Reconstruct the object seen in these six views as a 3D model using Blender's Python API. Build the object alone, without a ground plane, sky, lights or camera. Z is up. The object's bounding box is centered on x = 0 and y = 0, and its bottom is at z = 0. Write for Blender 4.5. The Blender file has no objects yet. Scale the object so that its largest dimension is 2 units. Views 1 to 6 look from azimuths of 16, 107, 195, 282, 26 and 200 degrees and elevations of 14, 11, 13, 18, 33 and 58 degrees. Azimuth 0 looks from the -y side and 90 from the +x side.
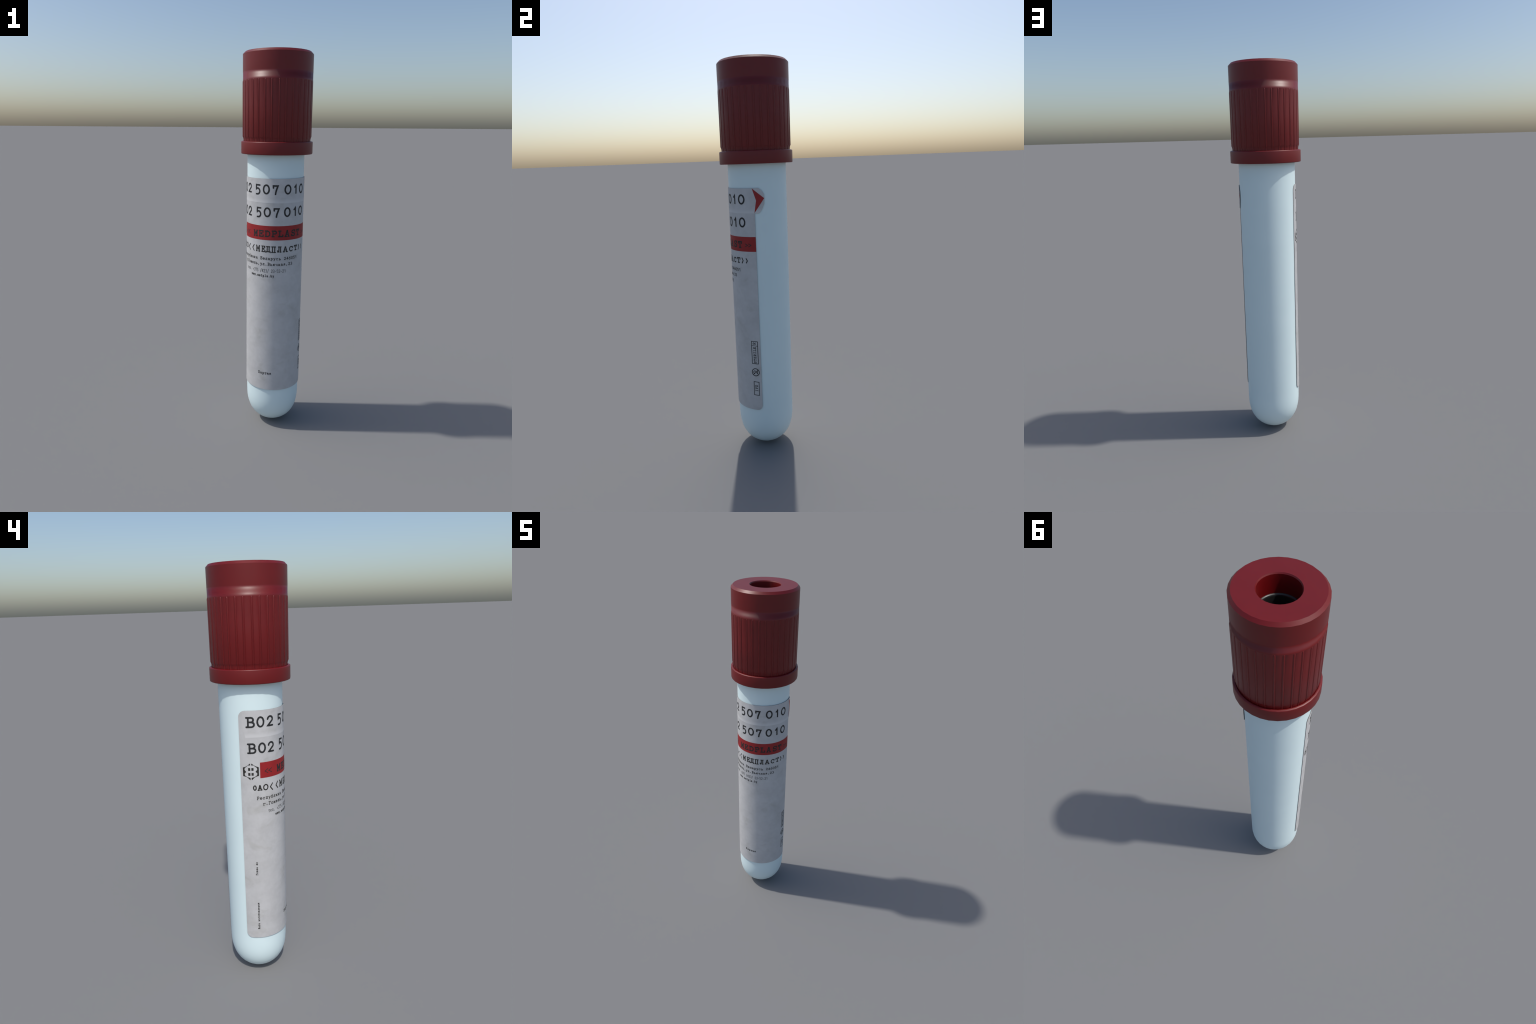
import bpy, bmesh, math, random
from mathutils import Vector

random.seed(7)
SEG = 32                       # the moulded parts are 32-sided with smooth shading
LABEL_CENTRE = (-0.0040, 0.0004)
LABEL_RADIUS = 0.1495          # outer face of the paper
TUBE_CENTRE = (-0.0045, 0.0008)

# ------------------------------------------------------------------ materials
def new_material(name):
    m = bpy.data.materials.new(name)
    m.use_nodes = True
    nt = m.node_tree
    nt.nodes.clear()
    out = nt.nodes.new("ShaderNodeOutputMaterial")
    bsdf = nt.nodes.new("ShaderNodeBsdfPrincipled")
    nt.links.new(bsdf.outputs[0], out.inputs[0])
    return m, nt, bsdf


def noise_colour(nt, bsdf, low, high, scale, detail=4.0, lo_pos=0.35, hi_pos=0.65, rough=0.55):
    tc = nt.nodes.new("ShaderNodeTexCoord")
    n = nt.nodes.new("ShaderNodeTexNoise")
    n.inputs["Scale"].default_value = scale
    n.inputs["Detail"].default_value = detail
    n.inputs["Roughness"].default_value = rough
    r = nt.nodes.new("ShaderNodeValToRGB")
    r.color_ramp.elements[0].position = lo_pos
    r.color_ramp.elements[1].position = hi_pos
    r.color_ramp.elements[0].color = (*low, 1)
    r.color_ramp.elements[1].color = (*high, 1)
    nt.links.new(tc.outputs["Object"], n.inputs["Vector"])
    nt.links.new(n.outputs["Fac"], r.inputs[0])
    nt.links.new(r.outputs[0], bsdf.inputs["Base Color"])
    return tc, n, r


def math_node(nt, op, a, b=None, c=None):
    n = nt.nodes.new("ShaderNodeMath")
    n.operation = op
    for i, v in enumerate((a, b, c)):
        if v is None:
            continue
        if isinstance(v, (int, float)):
            n.inputs[i].default_value = v
        else:
            nt.links.new(v, n.inputs[i])
    return n.outputs[0]


def smooth_range(nt, value, a, b, lo, hi):
    n = nt.nodes.new("ShaderNodeMapRange")
    n.interpolation_type = "SMOOTHSTEP"
    for k, v in (("From Min", a), ("From Max", b), ("To Min", lo), ("To Max", hi)):
        n.inputs[k].default_value = v
    nt.links.new(value, n.inputs["Value"])
    return n.outputs[0]


def make_red_plastic():
    m, nt, b = new_material("red_plastic")
    tc, n, r = noise_colour(nt, b, (0.134, 0.0012, 0.0020), (0.143, 0.0016, 0.0026), 9.0)
    b.inputs["Roughness"].default_value = 0.44
    # shoulder below the crown: the wall leans outward there (relief too shallow for the outline)
    sep = nt.nodes.new("ShaderNodeSeparateXYZ")
    nt.links.new(tc.outputs["Object"], sep.inputs[0])
    h = smooth_range(nt, sep.outputs["Z"], 1.866, 1.9075, 0.020, 0.0)
    bump = nt.nodes.new("ShaderNodeBump")
    bump.inputs["Strength"].default_value = 1.0
    bump.inputs["Distance"].default_value = 1.0
    nt.links.new(h, bump.inputs["Height"])
    nt.links.new(bump.outputs[0], b.inputs["Normal"])
    return m


def make_plain_red():
    m, nt, b = new_material("red_plastic_collar")
    noise_colour(nt, b, (0.134, 0.0012, 0.0020), (0.143, 0.0016, 0.0026), 9.0)
    b.inputs["Roughness"].default_value = 0.44
    return m


def make_black_rubber():
    m, nt, b = new_material("black_rubber")
    noise_colour(nt, b, (0.013, 0.013, 0.013), (0.017, 0.017, 0.017), 30.0)
    b.inputs["Roughness"].default_value = 0.38
    return m


def make_blue_plastic():
    m, nt, b = new_material("pale_blue_plastic")
    noise_colour(nt, b, (0.682, 0.822, 0.842), (0.696, 0.836, 0.856), 5.0)
    b.inputs["Roughness"].default_value = 0.5
    return m


def make_paper(name, tint, pale_lower_edge=False):
    m, nt, b = new_material(name)
    base = 0.515 * tint
    tc, n1, r1 = noise_colour(nt, b, (base * .90, base * .90, base * .905), (base * 1.05, base * 1.05, base * 1.06),
                              13.0, 7.0, 0.32, 0.68, 0.66)
    # fine fibre grain
    n2 = nt.nodes.new("ShaderNodeTexNoise")
    n2.inputs["Scale"].default_value = 60.0
    n2.inputs["Detail"].default_value = 4.0
    nt.links.new(tc.outputs["Object"], n2.inputs["Vector"])
    r2 = nt.nodes.new("ShaderNodeValToRGB")
    r2.color_ramp.elements[0].color = (0.94, 0.94, 0.94, 1)
    r2.color_ramp.elements[1].color = (1.03, 1.03, 1.03, 1)
    nt.links.new(n2.outputs["Fac"], r2.inputs[0])
    mx = nt.nodes.new("ShaderNodeMix")
    mx.data_type = "RGBA"
    mx.blend_type = "MULTIPLY"
    mx.inputs["Factor"].default_value = 1.0
    nt.links.new(r1.outputs[0], mx.inputs["A"])
    nt.links.new(r2.outputs[0], mx.inputs["B"])
    # greasy brownish smudges
    mp = nt.nodes.new("ShaderNodeMapping")
    mp.inputs["Location"].default_value = (3.1, 1.7, 0.4)
    mp.inputs["Scale"].default_value = (1.0, 1.0, 1.5)
    n3 = nt.nodes.new("ShaderNodeTexNoise")
    n3.inputs["Scale"].default_value = 9.0
    n3.inputs["Detail"].default_value = 6.0
    n3.inputs["Distortion"].default_value = 0.6
    nt.links.new(tc.outputs["Object"], mp.inputs[0])
    nt.links.new(mp.outputs[0], n3.inputs["Vector"])
    r3 = nt.nodes.new("ShaderNodeValToRGB")
    r3.color_ramp.elements[0].position = 0.56
    r3.color_ramp.elements[1].position = 0.72
    r3.color_ramp.elements[0].color = (1, 1, 1, 1)
    r3.color_ramp.elements[1].color = (0.88, 0.875, 0.85, 1)
    nt.links.new(n3.outputs["Fac"], r3.inputs[0])
    mx2 = nt.nodes.new("ShaderNodeMix")
    mx2.data_type = "RGBA"
    mx2.blend_type = "MULTIPLY"
    mx2.inputs["Factor"].default_value = 1.0
    nt.links.new(mx.outputs["Result"], mx2.inputs["A"])
    nt.links.new(r3.outputs[0], mx2.inputs["B"])
    result = mx2.outputs["Result"]
    if pale_lower_edge:               # paler band painted along the strip's lower edge
        sep = nt.nodes.new("ShaderNodeSeparateXYZ")
        nt.links.new(tc.outputs["Object"], sep.inputs[0])
        shifted = math_node(nt, "MULTIPLY_ADD", n1.outputs["Fac"], 0.022, sep.outputs["Z"])
        pale_mix = smooth_range(nt, shifted, 1.291, 1.312, 0.75, 0.0)
        mx3 = nt.nodes.new("ShaderNodeMix")
        mx3.data_type = "RGBA"
        nt.links.new(pale_mix, mx3.inputs["Factor"])
        nt.links.new(result, mx3.inputs["A"])
        mx3.inputs["B"].default_value = (0.60, 0.60, 0.605, 1)
        result = mx3.outputs["Result"]
    nt.links.new(result, b.inputs["Base Color"])
    b.inputs["Roughness"].default_value = 0.62
    bump = nt.nodes.new("ShaderNodeBump")
    bump.inputs["Strength"].default_value = 0.25
    bump.inputs["Distance"].default_value = 0.003
    nt.links.new(n3.outputs["Fac"], bump.inputs["Height"])
    nt.links.new(bump.outputs[0], b.inputs["Normal"])
    return m


def make_red_ink():
    m, nt, b = new_material("red_print")
    noise_colour(nt, b, (0.272, 0.007, 0.009), (0.305, 0.010, 0.012), 14.0)
    b.inputs["Roughness"].default_value = 0.6
    return m


def make_ink(name, low, high):
    m, nt, b = new_material(name)
    noise_colour(nt, b, low, high, 40.0)
    b.inputs["Roughness"].default_value = 0.65
    return m


RED = make_red_plastic()
COLLAR_RED = make_plain_red()
RUBBER = make_black_rubber()
BLUE = make_blue_plastic()
PAPER = make_paper("label_paper", 1.0)
STRIP_PAPER = make_paper("number_strip_paper", 1.02, True)
RED_INK = make_red_ink()
EDGE = make_ink("label_cut_edge", (0.11, 0.105, 0.10), (0.15, 0.142, 0.135))
BLACK_INK = make_ink("black_print", (0.010, 0.011, 0.012), (0.018, 0.018, 0.019))
WARM_INK = make_ink("brown_black_print", (0.013, 0.012, 0.010), (0.024, 0.022, 0.018))
FAINT_INK = make_ink("faint_grey_print", (0.045, 0.045, 0.043), (0.085, 0.085, 0.082))

# ------------------------------------------------------------------ object helpers
def add_object(name, mesh, parent, material=None):
    ob = bpy.data.objects.new(name, mesh)
    bpy.context.scene.collection.objects.link(ob)
    ob.parent = parent
    if material is not None and not mesh.materials:
        mesh.materials.append(material)
    return ob


def lathe(name, profile, centre=(0.0, 0.0), sharp=30.0, segments=SEG):
    """Turn a list of (radius, z) into a surface of revolution; radius 0 closes with a pole."""
    bm = bmesh.new()
    rings = []
    for r, z in profile:
        if r < 1e-6:
            rings.append([bm.verts.new((centre[0], centre[1], z))])
        else:
            rings.append([bm.verts.new((centre[0] + r * math.sin(2 * math.pi * i / segments),
                                        centre[1] - r * math.cos(2 * math.pi * i / segments), z))
                          for i in range(segments)])
    for a, b in zip(rings, rings[1:]):
        for i in range(segments):
            j = (i + 1) % segments
            if len(a) == 1 and len(b) == 1:
                continue
            if len(a) == 1:
                bm.faces.new((a[0], b[j], b[i]))
            elif len(b) == 1:
                bm.faces.new((a[i], a[j], b[0]))
            else:
                bm.faces.new((a[i], a[j], b[j], b[i]))
    bmesh.ops.recalc_face_normals(bm, faces=bm.faces)
    me = bpy.data.meshes.new(name)
    bm.to_mesh(me)
    bm.free()
    for p in me.polygons:
        p.use_smooth = True
    me.set_sharp_from_angle(angle=math.radians(sharp))
    return me


def fillet(cx, cz, r, a0, a1, n=4):
    return [(cx + r * math.cos(math.radians(a0 + (a1 - a0) * k / n)),
             cz + r * math.sin(math.radians(a0 + (a1 - a0) * k / n))) for k in range(n + 1)]

# ------------------------------------------------------------------ the thing
root = bpy.data.objects.new("blood_collection_tube", None)
bpy.context.scene.collection.objects.link(root)
root["label"] = "pale blue sample tube with dark red ribbed cap and printed label"
root["category"] = "test tube"

# --- tube: rounded bottom, barely tapering wall, top hidden in the cap
def bottom_radius(z, height=0.2104, full=0.1452, p=3.0, q=1.849):
    return full * (1 - ((height - z) / height) ** p) ** (1 / q)

tube_profile = [(0.0, 0.0)]
for k in range(1, 19):
    z = 0.2104 * (1 - math.cos(k / 18 * math.pi / 2)) ** 1.15
    tube_profile.append((bottom_radius(z), z))
for z in (0.45, 0.75, 1.05, 1.35, 1.62):
    tube_profile.append((0.1452 + 0.0017 * (z - 0.2104) / 1.4, z))
tube_profile += [(0.135, 1.62), (0.133, 1.60), (0.133, 0.6), (0.128, 0.2), (0.08, 0.06), (0.0, 0.035)]
tube = add_object("tube", lathe("tube", tube_profile, TUBE_CENTRE, 40), root, BLUE)

# --- cap: crown with central hole, shoulder, ribbed skirt
cap_profile = ([(0.0786, 1.890), (0.0786, 1.9950), (0.0817, 2.0), (0.1635, 2.0), (0.1748, 1.9885),
                (0.1748, 1.9080)]
               + [(0.1748 - 0.0005 * math.sin(math.pi * t) ** 1.0, 1.9080 - 0.042 * t)
                  for t in (0.12, 0.3, 0.5, 0.75, 1.0)])
cap = add_object("cap", lathe("cap", cap_profile, sharp=30), root, RED)

# --- skirt: flat panels between shallow channels, each channel holding one rib; drawn in above the collar
RIB_ANGLES = [22.5 * k + off for k in range(16) for off in (-5.25, 5.35)]
CHANNEL = ((-1.95, 0.0), (-1.50, 0.0007), (-1.00, 0.0003), (1.00, 0.0003), (1.50, 0.0007), (1.95, 0.0))
SKIRT = [(0.1748, 1.8660, 0.0), (0.1748, 1.8622, 1.0), (0.1746, 1.75, 1.0), (0.1744, 1.5980, 1.0), (0.1732, 1.5952, 1.0),
         (0.1716, 1.5905, 0.9), (0.1705, 1.5840, 0.7), (0.1698, 1.5680, 0.4)]


def skirt_mesh():
    columns = [(360.0 / SEG * i, 0.0) for i in range(SEG)]
    columns += [((a + d) % 360.0, depth) for a in RIB_ANGLES for d, depth in CHANNEL]
    columns.sort()
    step = 360.0 / SEG
    bm = bmesh.new()
    rows = []
    for radius, z, cut in SKIRT:
        row = []
        for a, depth in columns:
            off = (a % step) - step / 2
            r = radius * math.cos(math.radians(step / 2)) / math.cos(math.radians(off)) - depth * cut
            row.append(bm.verts.new((r * math.sin(math.radians(a)), -r * math.cos(math.radians(a)), z)))
        rows.append(row)
    n = len(columns)
    for a, b in zip(rows, rows[1:]):
        for i in range(n):
            j = (i + 1) % n
            bm.faces.new((b[i], b[j], a[j], a[i]))
    bm.normal_update()
    me = bpy.data.meshes.new("skirt")
    bm.to_mesh(me)
    bm.free()
    for p in me.polygons:
        p.use_smooth = True
    me.set_sharp_from_angle(angle=math.radians(24))
    return me

skirt = add_object("skirt", skirt_mesh(), cap, RED)

collar_profile = ([(0.138, 1.566), (0.1688, 1.566), (0.1700, 1.5715), (0.1725, 1.5752), (0.1780, 1.5755)]
                  + fillet(0.1786, 1.5705, 0.0045, 90, 0)
                  + fillet(0.1786, 1.5170, 0.0045, 0, -90) + [(0.138, 1.5125), (0.138, 1.566)])
collar = add_object("collar", lathe("collar", collar_profile, sharp=50), cap, COLLAR_RED)

stopper_profile = [(0.0, 1.800), (0.0710, 1.800), (0.0711, 1.9070), (0.0716, 1.9100), (0.0726, 1.9125), (0.0742, 1.9145),
                   (0.0765, 1.9160), (0.0790, 1.9168), (0.0795, 1.780), (0.0, 1.780)]
stopper = add_object("rubber_stopper", lathe("rubber_stopper", stopper_profile, sharp=60, segments=64), cap, RUBBER)


def rib_mesh():
    """A narrow rounded ridge on the -y side, standing on the flat of one cap facet."""
    bm = bmesh.new()
    sect = [(-0.0044, -0.0005), (-0.0036, 0.0002), (-0.0020, 0.0014), (-0.0007, 0.0018),
            (0.0007, 0.0018), (0.0020, 0.0014), (0.0036, 0.0002), (0.0044, -0.0005)]
    levels = [(1.5690, 1.0, -0.0050), (1.5840, 1.0, -0.0043), (1.5905, 1.0, -0.0032), (1.5952, 1.0, -0.0014), (1.5980, 1.0, 0.0), (1.8590, 1.0, 0.0), (1.8625, 0.95, -0.0002), (1.8650, 0.75, -0.0007), (1.8665, 0.4, -0.0018)]
    rings = []
    for z, w, dr in levels:
        face = 0.1738
        rings.append([bm.verts.new((x * w, -(face + h + dr), z)) for x, h in sect])
    for a, b in zip(rings, rings[1:]):
        for i in range(len(sect) - 1):
            bm.faces.new((a[i], a[i + 1], b[i + 1], b[i]))
        bm.faces.new((a[-1], a[0], b[0], b[-1]))
    bm.faces.new(rings[0][::-1])
    bm.faces.new(rings[-1])
    bmesh.ops.recalc_face_normals(bm, faces=bm.faces)
    me = bpy.data.meshes.new("rib")
    bm.to_mesh(me)
    bm.free()
    for p in me.polygons:
        p.use_smooth = True
    me.set_sharp_from_angle(angle=math.radians(75))
    me.materials.append(COLLAR_RED)
    return me

rib_data = rib_mesh()
for angle in RIB_ANGLES:
    rib = add_object("rib", rib_data, cap)
    rib.rotation_euler = (0, 0, math.radians(angle))

# ------------------------------------------------------------------ wrapped paper and print
def wrap(s, z, h):
    """(arc position from the front line, height, distance above the paper) -> world."""
    a = s / 0.1495
    r = LABEL_RADIUS + h
    return (LABEL_CENTRE[0] + r * math.sin(a), LABEL_CENTRE[1] - r * math.cos(a), z)


def wrapped_sheet(name, outline, low, high, step=0.0065):
    """A flat outline in (s, z) given thickness low..high and bent round the tube."""
    bm = bmesh.new()
    bm.faces.new([bm.verts.new((s, z, high)) for s, z in outline])
    bm.normal_update()
    lo, hi = min(p[0] for p in outline), max(p[0] for p in outline)
    x = lo + step
    while x < hi - 1e-4:
        geom = bm.verts[:] + bm.edges[:] + bm.faces[:]
        bmesh.ops.bisect_plane(bm, geom=geom, plane_co=(x, 0, 0), plane_no=(1, 0, 0))
        x += step
    top = bm.faces[:]
    ext = bmesh.ops.extrude_face_region(bm, geom=top, use_keep_orig=True)
    for v in ext["geom"]:
        if isinstance(v, bmesh.types.BMVert):
            v.co.z = low
    for v in bm.verts:
        v.co = wrap(*v.co)
    bmesh.ops.recalc_face_normals(bm, faces=bm.faces)
    me = bpy.data.meshes.new(name)
    bm.to_mesh(me)
    bm.free()
    for p in me.polygons:
        p.use_smooth = True
    me.set_sharp_from_angle(angle=math.radians(35))
    return me


def corner(cx, cz, r, a0, a1, n=5):
    return fillet(cx, cz, r, a0, a1, n)

TOP, BOTTOM, STRIP_LOW = 1.3975, 0.2435, 1.2760
LEFT, RIGHT = -0.2625, 0.2625
TAB = [(0.2840, STRIP_LOW), (0.2980, 1.2925), (0.3105, 1.3205), (0.3122, 1.3480), (0.3108, 1.3680), (0.2985, 1.3870), (0.2840, TOP)]

sheet_outline = (corner(LEFT + 0.029, BOTTOM + 0.029, 0.029, 180, 270) + corner(RIGHT - 0.026, BOTTOM + 0.026, 0.026, 270, 360)
                 + [(RIGHT, STRIP_LOW)] + TAB + corner(LEFT + 0.029, TOP - 0.029, 0.029, 90, 180))
label = add_object("label", wrapped_sheet("label", sheet_outline, -0.0020, 0.0), root, PAPER)
label.data.materials.append(EDGE)
for poly in label.data.polygons:       # side faces take a dark colour, a dark line round the label
    out = Vector((poly.center.x - LABEL_CENTRE[0], poly.center.y - LABEL_CENTRE[1], 0)).normalized()
    if abs(out.dot(poly.normal)) < 0.5:
        poly.material_index = 1

strip_outline = ([(-0.2330, STRIP_LOW + 0.0008), (RIGHT, STRIP_LOW + 0.0008)]
                 + [(s - 0.0004, min(max(z, STRIP_LOW + 0.0008), TOP - 0.0004)) for s, z in TAB]
                 + [(-0.2300, TOP - 0.0004), (-0.2440, TOP - 0.0040), (-0.2450, 1.3300)])
strip = add_object("number_strip", wrapped_sheet("number_strip", strip_outline, 0.0, 0.0003), label, STRIP_PAPER)

band = add_object("red_band", wrapped_sheet("red_band", [(-0.1722, 1.0868), (RIGHT - 0.0002, 1.0868), (RIGHT - 0.0002, 1.1607), (-0.1722, 1.1607)],
                                            0.0, 0.0003), label, RED_INK)
arrow = add_object("red_arrow", wrapped_sheet("red_arrow", [(0.2525, TOP - 0.0008), (0.2712, 1.3380), (0.2612, STRIP_LOW + 0.0012), (0.3112, 1.3480)],
                                              0.0003, 0.0006), label, RED_INK)

# ------------------------------------------------------------------ typewriter stroke alphabet
# Each glyph: strokes of points "x,y" and arcs "@cx,cy,rx,ry,from,to"; 0..1 is the glyph box,
# y = 1 the capital height; "z" closes the stroke.
GLYPHS = {
    "0": ["@.5,.5,.5,.5,90,450 z"],
    "1": ["0,.74 .35,.82 .68,1 .72,0"],
    "2": [".03,.70 @.5,.70,.45,.30,165,-25 .35,.22 .04,.03 1,.03"],
    "3": ["@.45,.75,.45,.25,150,-80 @.45,.26,.5,.26,80,-150"],
    "4": ["1,.28 0,.28 .7,1 .7,0"],
    "5": ["1,.97 .10,.99 .06,.54 @.40,.33,.56,.31,115,-80 .05,.02"],
    "6": [".85,1 .4,.85 .1,.5 @.5,.32,.46,.32,170,530"],
    "7": [".04,.72 .04,.97 .97,.97 .66,.48 .54,.25 .48,0"],
    "B": [".24,0 .24,1", "0,1 .6,1 @.62,.76,.28,.24,90,-90 .24,.52", ".6,.52 @.62,.26,.38,.26,80,-90 0,0"],
    "D": [".18,0 .18,1", "0,1 .5,1 @.5,.5,.48,.5,90,-90 0,0"],
    "E": [".2,0 .2,1", "0,1 .95,1 .95,.72", ".2,.52 .66,.52", ".66,.68 .66,.36", "0,0 1,0 1,.28"],
    "M": ["0,0 .32,0", "0,1 .14,1 .14,0", ".14,1 .5,.28 .86,1", "1,1 .86,1 .86,0", ".68,0 1,0"],
    "P": [".22,0 .22,1", "0,1 .6,1 @.6,.74,.4,.26,90,-90 .22,.48", "0,0 .52,0"],
    "L": [".32,0 .32,1", ".05,1 .62,1", ".05,0 1,0 1,.32"],
    "A": [".15,0 .46,1 .54,1 .85,0", ".28,.36 .72,.36", "0,0 .36,0", ".64,0 1,0"],
    "S": ["@.5,.75,.42,.25,15,270 @.5,.25,.45,.25,90,-165", ".94,1 .94,.7", ".05,0 .05,.3"],
    "T": [".5,0 .5,1", "0,.68 .03,1 .97,1 1,.68", ".22,0 .78,0"],
    "R": [".22,0 .22,1", "0,1 .55,1 @.55,.76,.36,.24,90,-90 .22,.52", ".5,.52 .86,0 1,0", "0,0 .45,0"],
    "I": [".5,0 .5,1", ".1,1 .9,1", ".1,0 .9,0"],
    "V": [".12,1 .5,0 .88,1", "0,1 .32,1", ".68,1 1,1"],
    "C": ["@.5,.5,.5,.5,38,322", ".92,1 .92,.68"],
    "Д": ["0,-.02 .03,.13 .97,.13 1,-.02", ".3,.13 .3,1", ".74,.13 .74,1", ".12,1 .92,1"],
    "П": [".22,0 .22,1", ".78,0 .78,1", "0,1 1,1", "0,0 .42,0", ".58,0 1,0"],
    "Л": [".02,.30 .05,.03 .2,.0 .36,.16 .38,1", ".18,1 1,1", ".84,0 .84,1", ".62,0 1,0"],
    "Г": [".25,0 .25,1", "0,1 .95,1 .95,.68", ".03,0 .52,0"],
    "Б": [".2,0 .2,1", "0,1 .9,1 .9,.74", ".2,.55 .6,.55 @.6,.275,.38,.275,90,-90 0,0"],
    "<": ["1,1 0,.5 1,0"],
    ">": ["0,1 1,.5 0,0"],
    "е": [".02,.36 .98,.36 @.5,.35,.48,.35,10,320"],
    "у": [".1,.68 .52,.06", ".92,.68 .40,-.27 .08,-.27", "0,.68 .3,.68", ".7,.68 1,.68"],
    "б": [".92,1 .35,.85 @.5,.33,.45,.33,160,520"],
    "а": [".12,.60 .4,.69 .74,.60 .76,.04 1,.02", "@.42,.20,.34,.19,0,360 z"],
    "р": [".2,-.3 .2,.68 0,.68", "@.56,.34,.36,.34,0,360 z", "0,-.3 .42,-.3"],
    "ь": [".22,0 .22,.68 0,.68", ".22,.38 .6,.38 @.6,.19,.36,.19,90,-90 0,0"],
    "к": [".2,0 .2,.68", ".92,.68 .25,.34 .95,0", "0,0 .4,0", "0,.68 .36,.68"],
    "и": [".18,.68 .18,0", ".18,.05 .82,.63", ".82,.68 .82,0", "0,.68 .36,.68", ".64,0 1,0"],
    "л": [".0,.05 .2,.04 .34,.66", ".82,0 .82,.68", ".2,.68 1,.68", ".62,0 1,0"],
    "н": [".18,0 .18,.68", ".82,0 .82,.68", ".18,.35 .82,.35", "0,0 .38,0", ".62,0 1,0"],
    "ч": [".14,.68 .16,.40 .4,.30 .82,.30", ".82,0 .82,.68", ".62,0 1,0"],
    "ю": [".12,0 .12,.68", ".12,.34 .34,.34", "@.68,.34,.3,.34,0,360 z"],
    "я": [".84,0 .84,.68 .45,.68 @.45,.5,.33,.18,90,270 .84,.32", ".46,.3 .08,0"],
    "w": ["0,.68 .25,0 .5,.62 .75,0 1,.68", "0,.68 .3,.68", ".7,.68 1,.68"],
    "m": [".1,0 .1,.68", ".5,0 .5,.58", ".1,.6 .3,.68 .5,.58 .7,.68 .9,.58 .9,0"],
    "t": [".4,.95 .4,.12 .6,0 .95,.1", ".08,.68 .85,.68"],
    "l": [".2,1 .52,1 .52,0", ".1,0 .95,0"],
    "b": [".0,1 .2,1 .2,0", "@.58,.34,.36,.34,0,360 z"],
    "+": [".05,.38 .95,.38", ".5,.68 .5,.1"],
    "/": [".95,1.1 .05,-.15"],
    "-": [".05,.32 .95,.32"],
    ".": [".36,.03 .58,.03", ".36,.15 .58,.15"],
    ",": [".58,.16 .42,.14 .32,-.18"],
}
def lower(ch):                  # small letters shaped like their capitals
    out = []
    for stroke in GLYPHS[ch]:
        toks = []
        for t in stroke.split():
            if t == "z":
                toks.append(t)
            elif t[0] == "@":
                v = t[1:].split(",")
                v[1] = str(float(v[1]) * .68); v[3] = str(float(v[3]) * .68)
                toks.append("@" + ",".join(v))
            else:
                x, y = t.split(",")
                toks.append(x + "," + str(float(y) * .68))
        out.append(" ".join(toks))
    return out

for small, big in (("п", "П"), ("м", "M"), ("в", "B"), ("г", "Г"), ("т", "T"), ("д", "Д"), ("о", "0"), ("с", "C"), ("з", "3")):
    GLYPHS[small] = lower(big)
for twin, src in (("Р", "P"), ("В", "B"), ("О", "0"), ("А", "A"), ("М", "M"), ("Е", "E"), ("С", "C"), ("Т", "T"),
                  ("e", "е"), ("p", "р"), ("a", "а"), ("y", "у")):
    GLYPHS[twin] = GLYPHS[src]


def stroke_points(text):
    pts, closed = [], False
    for t in text.split():
        if t == "z":
            closed = True
        elif t[0] == "@":
            cx, cy, rx, ry, a0, a1 = map(float, t[1:].split(","))
            n = max(4, int(abs(a1 - a0) / 18))
            for k in range(n + 1):
                a = math.radians(a0 + (a1 - a0) * k / n)
                pts.append((cx + rx * math.cos(a), cy + ry * math.sin(a)))
        else:
            pts.append(tuple(map(float, t.split(","))))
    if closed:
        pts.pop()
    return pts, closed


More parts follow.
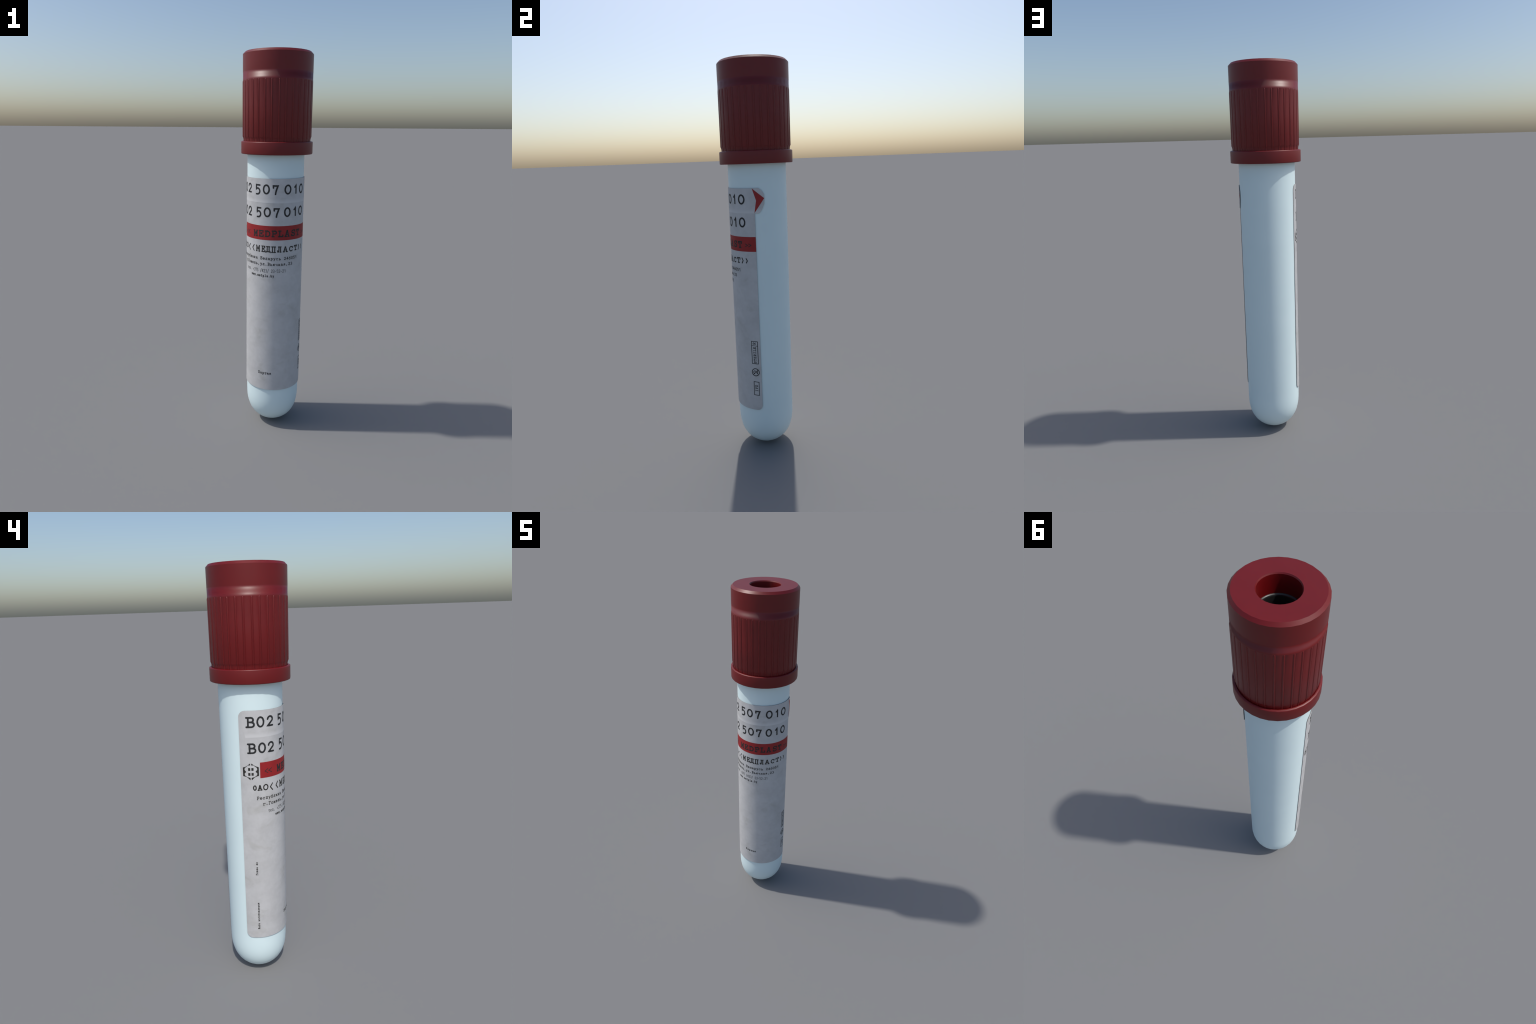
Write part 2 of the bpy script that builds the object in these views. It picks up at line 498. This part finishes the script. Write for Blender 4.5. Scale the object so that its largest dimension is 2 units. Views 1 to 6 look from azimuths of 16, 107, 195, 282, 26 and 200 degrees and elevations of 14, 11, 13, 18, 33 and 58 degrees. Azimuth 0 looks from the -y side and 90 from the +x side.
class InkMesh:
    """Collects ink ribbons in (s, z) and wraps them as thin raised print."""
    def __init__(self, base):
        self.bm = bmesh.new()
        self.base = base
        self.count = 0

    def ribbon(self, pts, closed, width, wobble=0.0):
        # resample so the ink follows the curve of the tube
        path = []
        n = len(pts)
        for i in range(n if closed else n - 1):
            a, b = Vector(pts[i]), Vector(pts[(i + 1) % n])
            m = max(1, int(math.ceil((b - a).length / 0.005)))
            for k in range(m):
                path.append(a + (b - a) * k / m)
        if not closed:
            path.append(Vector(pts[-1]))
        n = len(path)
        if n < 2:
            return
        high = self.base + 0.00030 + 0.000025 * (self.count % 9)
        low = self.base
        self.count += 1
        hw = width / 2
        L, R = [], []
        for i, p in enumerate(path):
            prv = path[i - 1] if (i > 0 or closed) else None
            nxt = path[(i + 1) % n] if (i < n - 1 or closed) else None
            d1 = (p - prv).normalized() if prv is not None else (nxt - p).normalized()
            d2 = (nxt - p).normalized() if nxt is not None else d1
            t = d1 + d2
            t = t.normalized() if t.length > 1e-4 else d2
            nrm = Vector((-t.y, t.x))
            c = max(0.55, nrm.dot(Vector((-d1.y, d1.x))))
            w = hw / c * (1 + wobble * random.uniform(-1, 1))
            L.append(p + nrm * w)
            R.append(p - nrm * hw / c * (1 + wobble * random.uniform(-1, 1)))
        bm = self.bm
        v = lambda q, h: bm.verts.new((q.x, q.y, h))
        lt, rt = [v(q, high) for q in L], [v(q, high) for q in R]
        lb, rb = [v(q, low) for q in L], [v(q, low) for q in R]
        for i in range(n if closed else n - 1):
            j = (i + 1) % n
            bm.faces.new((rt[i], rt[j], lt[j], lt[i]))
            bm.faces.new((lt[i], lt[j], lb[j], lb[i]))
            bm.faces.new((rb[i], rb[j], rt[j], rt[i]))
        if not closed:
            for end, d in ((0, (path[0] - path[1]).normalized()), (n - 1, (path[-1] - path[-2]).normalized())):
                side = (L[end] - path[end])
                rim = []
                for a in (45, 90, 135):
                    ca, sa = math.cos(math.radians(a)), math.sin(math.radians(a))
                    rim.append(path[end] + side * ca + d * hw * sa * 0.75)
                top = [lt[end]] + [v(q, high) for q in rim] + [rt[end]]
                bot = [lb[end]] + [v(q, low) for q in rim] + [rb[end]]
                bm.faces.new(top)
                for k in range(4):
                    bm.faces.new((top[k], top[k + 1], bot[k + 1], bot[k]))

    def glyph(self, ch, s0, s1, z0, z1, width, wobble=0.0, turned=False, inset=True):
        e = width / 2 if inset else 0.0
        for stroke in GLYPHS.get(ch, []):
            pts, closed = stroke_points(stroke)
            if turned:      # read upwards: letter x runs up the tube, letter top points left
                q = [(s1 - e - (s1 - s0 - 2 * e) * y, z0 + e + (z1 - z0 - 2 * e) * x) for x, y in pts]
            else:
                q = [(s0 + e + (s1 - s0 - 2 * e) * x, z0 + e + (z1 - z0 - 2 * e) * y) for x, y in pts]
            self.ribbon(q, closed, width, wobble)

    def polygon(self, pts):
        self.count += 1
        high = self.base + 0.0003 + 0.000025 * (self.count % 9)
        t = [self.bm.verts.new((x, y, high)) for x, y in pts]
        b = [self.bm.verts.new((x, y, self.base)) for x, y in pts]
        self.bm.faces.new(t)
        for i in range(len(pts)):
            j = (i + 1) % len(pts)
            self.bm.faces.new((t[i], t[j], b[j], b[i]))

    def finish(self, name, material, stuff=False):
        bm = self.bm
        bm.normal_update()
        bmesh.ops.triangulate(bm, faces=[f for f in bm.faces if len(f.verts) > 4])
        for v in bm.verts:
            v.co = wrap(*v.co)
        bmesh.ops.recalc_face_normals(bm, faces=bm.faces)
        me = bpy.data.meshes.new(name)
        bm.to_mesh(me)
        bm.free()
        ob = add_object(name, me, label, material)
        if stuff:
            ob["kind"] = "stuff"
        return ob


def characters(name, row, base, width, material, wobble=0.08):
    """Separately placed large characters: (character, s0, s1, z0, z1)."""
    for ch, s0, s1, z0, z1 in row:
        ink = InkMesh(base)
        ink.glyph(ch, s0, s1, z0, z1, width, wobble)
        ink.finish(name, material)


def text_line(name, text, start, pitch, base_line, cap, width, material, turned=False, fill=0.86):
    ink = InkMesh(0.0)
    for i, ch in enumerate(text):
        a = start + pitch * i
        if turned:
            ink.glyph(ch, base_line - cap, base_line, a, a + pitch * fill, width, 0.05, True)
        else:
            ink.glyph(ch, a, a + pitch * fill, base_line, base_line + cap, width, 0.05)
    return ink.finish(name, material, True)

# two rows of the sample number
number_upper = [("B", -.2320, -.1888, 1.3205, 1.3705), ("0", -.1825, -.1456, 1.3205, 1.3710), ("2", -.1352, -.0992, 1.3200, 1.3705),
                ("5", -.0712, -.0386, 1.3145, 1.3700), ("0", -.0270, .0108, 1.3195, 1.3700), ("7", .0227, .0552, 1.3163, 1.3685),
                ("0", .0830, .1218, 1.3195, 1.3697), ("1", .1378, .1598, 1.3190, 1.3690), ("0", .1748, .2140, 1.3190, 1.3692)]
number_lower = [("B", -.2288, -.1858, 1.2028, 1.2520), ("0", -.1785, -.1412, 1.2032, 1.2530), ("2", -.1330, -.0970, 1.2013, 1.2530),
                ("5", -.0647, -.0329, 1.1994, 1.2555), ("0", -.0211, .0173, 1.2048, 1.2557), ("7", .0286, .0623, 1.2022, 1.2542),
                ("0", .0830, .1205, 1.2058, 1.2562), ("1", .1368, .1598, 1.2058, 1.2560), ("0", .1742, .2130, 1.2066, 1.2568)]
characters("printed_digit", number_upper, 0.0003, 0.0083, BLACK_INK)
characters("printed_digit", number_lower, 0.0, 0.0083, BLACK_INK)

maker_latin = [("M", -.0832, -.0530, 1.1012, 1.1365), ("E", -.0497, -.0191, 1.1022, 1.1376), ("D", -.0149, .0163, 1.1033, 1.1375),
               ("P", .0205, .0496, 1.1034, 1.1387), ("L", .0526, .0827, 1.1038, 1.1386), ("A", .0878, .1185, 1.1036, 1.1400),
               ("S", .1260, .1545, 1.1036, 1.1398), ("T", .1602, .1876, 1.1035, 1.1386)]
quotes = [("<", -.1508, -.1332, 1.1072, 1.1296), ("<", -.1320, -.1128, 1.1078, 1.1302), (">", .2043, .2210, 1.1098, 1.1278), (">", .2225, .2387, 1.1098, 1.1278)]
characters("printed_letter", maker_latin, 0.0003, 0.0063, BLACK_INK)
characters("printed_quote_mark", quotes, 0.0003, 0.0032, BLACK_INK)

maker_cyrillic = [("О", -.2073, -.1899, 1.0288, 1.0550), ("А", -.1875, -.1630, 1.0273, 1.0546), ("О", -.1604, -.1339, 1.0256, 1.0561),
                  ("М", -.0665, -.0385, 1.0222, 1.0568), ("Е", -.0327, -.0095, 1.0230, 1.0570), ("Д", -.0094, .0191, 1.0200, 1.0562),
                  ("П", .0200, .0468, 1.0213, 1.0558), ("Л", .0511, .0752, 1.0230, 1.0558), ("А", .0800, .1102, 1.0236, 1.0548),
                  ("С", .1163, .1415, 1.0246, 1.0536), ("Т", .1470, .1724, 1.0262, 1.0556)]
brackets = [("<", -.1262, -.1082, 1.0192, 1.0572), ("<", -.0925, -.0757, 1.0203, 1.0578), (">", .1800, .1922, 1.0244, 1.0566), (">", .2051, .2165, 1.0265, 1.0545)]
characters("printed_letter", maker_cyrillic, 0.0, 0.0055, WARM_INK)
characters("printed_quote_mark", brackets, 0.0, 0.0052, WARM_INK)

# small print
text_line("printed_address", "Республика Беларусь 246051", -.1916, .01398, .9825, .0168, .0026, WARM_INK)
text_line("printed_address", "г.Гомель,ул.Вьючная,23", -.1630, .01380, .9522, .0168, .0026, WARM_INK)
text_line("printed_telephone", "тел. +375 /423/ 23-52-21", -.1375, .00992, .9152, .0185, .0017, FAINT_INK)
text_line("printed_web_address", "www.metpla.by", -.0975, .01055, .8900, .0150, .0026, WARM_INK)
text_line("printed_batch_note", "Партия", -.0451, .01295, .3350, .0160, .0026, WARM_INK)
text_line("printed_expiry_note", "Годен до", .5955, .0090, -.1965, .0112, .0021, WARM_INK, True)
text_line("printed_date_note", "Дата изготовления", .2925, .0090, -.1950, .0112, .0021, WARM_INK, True)

# maker's emblem: two half hexagons round a figure of eight, four small squares inside
emblem = InkMesh(0.0)
ec_s, ec_z, eh_s, eh_z = -.2140, 1.1195, .0362, .0394
half = [(-.07, 1.0), (-1.0, .50), (-1.0, -.50), (-.07, -1.0), (-.07, -.72), (-.48, -.62), (-.76, -.42), (-.80, -.22), (-.58, 0.0),
        (-.80, .24), (-.75, .46), (-.52, .62), (-.36, .77), (-.07, .77)]
for sgn in (1, -1):
    emblem.polygon([(ec_s + sgn * x * eh_s, ec_z + y * eh_z) for x, y in half])
    for y0, y1 in ((.13, .46), (-.46, -.13)):
        emblem.polygon([(ec_s + sgn * x * eh_s, ec_z + y * eh_z) for x, y in ((.07, y0), (.34, y0), (.34, y1), (.07, y1))])
emblem.finish("printed_emblem", WARM_INK)

# sterile mark, single-use mark and laboratory mark, all reading upwards
def frame(ink, s0, s1, z0, z1, width):
    ink.ribbon([(s0, z0), (s1, z0 - .0010), (s1, z1 - .0012), (s0, z1)], True, width)

mark = InkMesh(0.0)
frame(mark, .2168, .2492, .5010, .6215, .0034)
mark.ribbon([(.2172, .5985), (.2490, .5970)], False, .0026)
for i, ch in enumerate("STERILE"):
    mark.glyph(ch, .2258, .2400, .5030 + .0128 * i, .5030 + .0128 * i + .0112, .0024, 0.05, True)
mark.glyph("R", .2240, .2396, .6035, .6165, .0024, 0.05, True)
mark.finish("printed_sterile_mark", BLACK_INK)

mark = InkMesh(0.0)
ring = [(.2330 + .0192 * math.cos(2 * math.pi * k / 28), .4535 + .0197 * math.sin(2 * math.pi * k / 28)) for k in range(28)]
mark.ribbon(ring, True, .0042)
mark.glyph("2", .2205, .2455, .4430, .4640, .0036, 0.05, True)
mark.ribbon([(.2205, .4405), (.2452, .4668)], False, .0030)
mark.finish("printed_single_use_mark", BLACK_INK)

mark = InkMesh(0.0)
frame(mark, .2215, .2485, .3275, .4010, .0034)
for i, ch in enumerate("IVD"):
    mark.glyph(ch, .2280, .2425, .3470 + .0128 * i, .3470 + .0128 * i + .0112, .0025, 0.05, True)
mark.finish("printed_laboratory_mark", BLACK_INK)
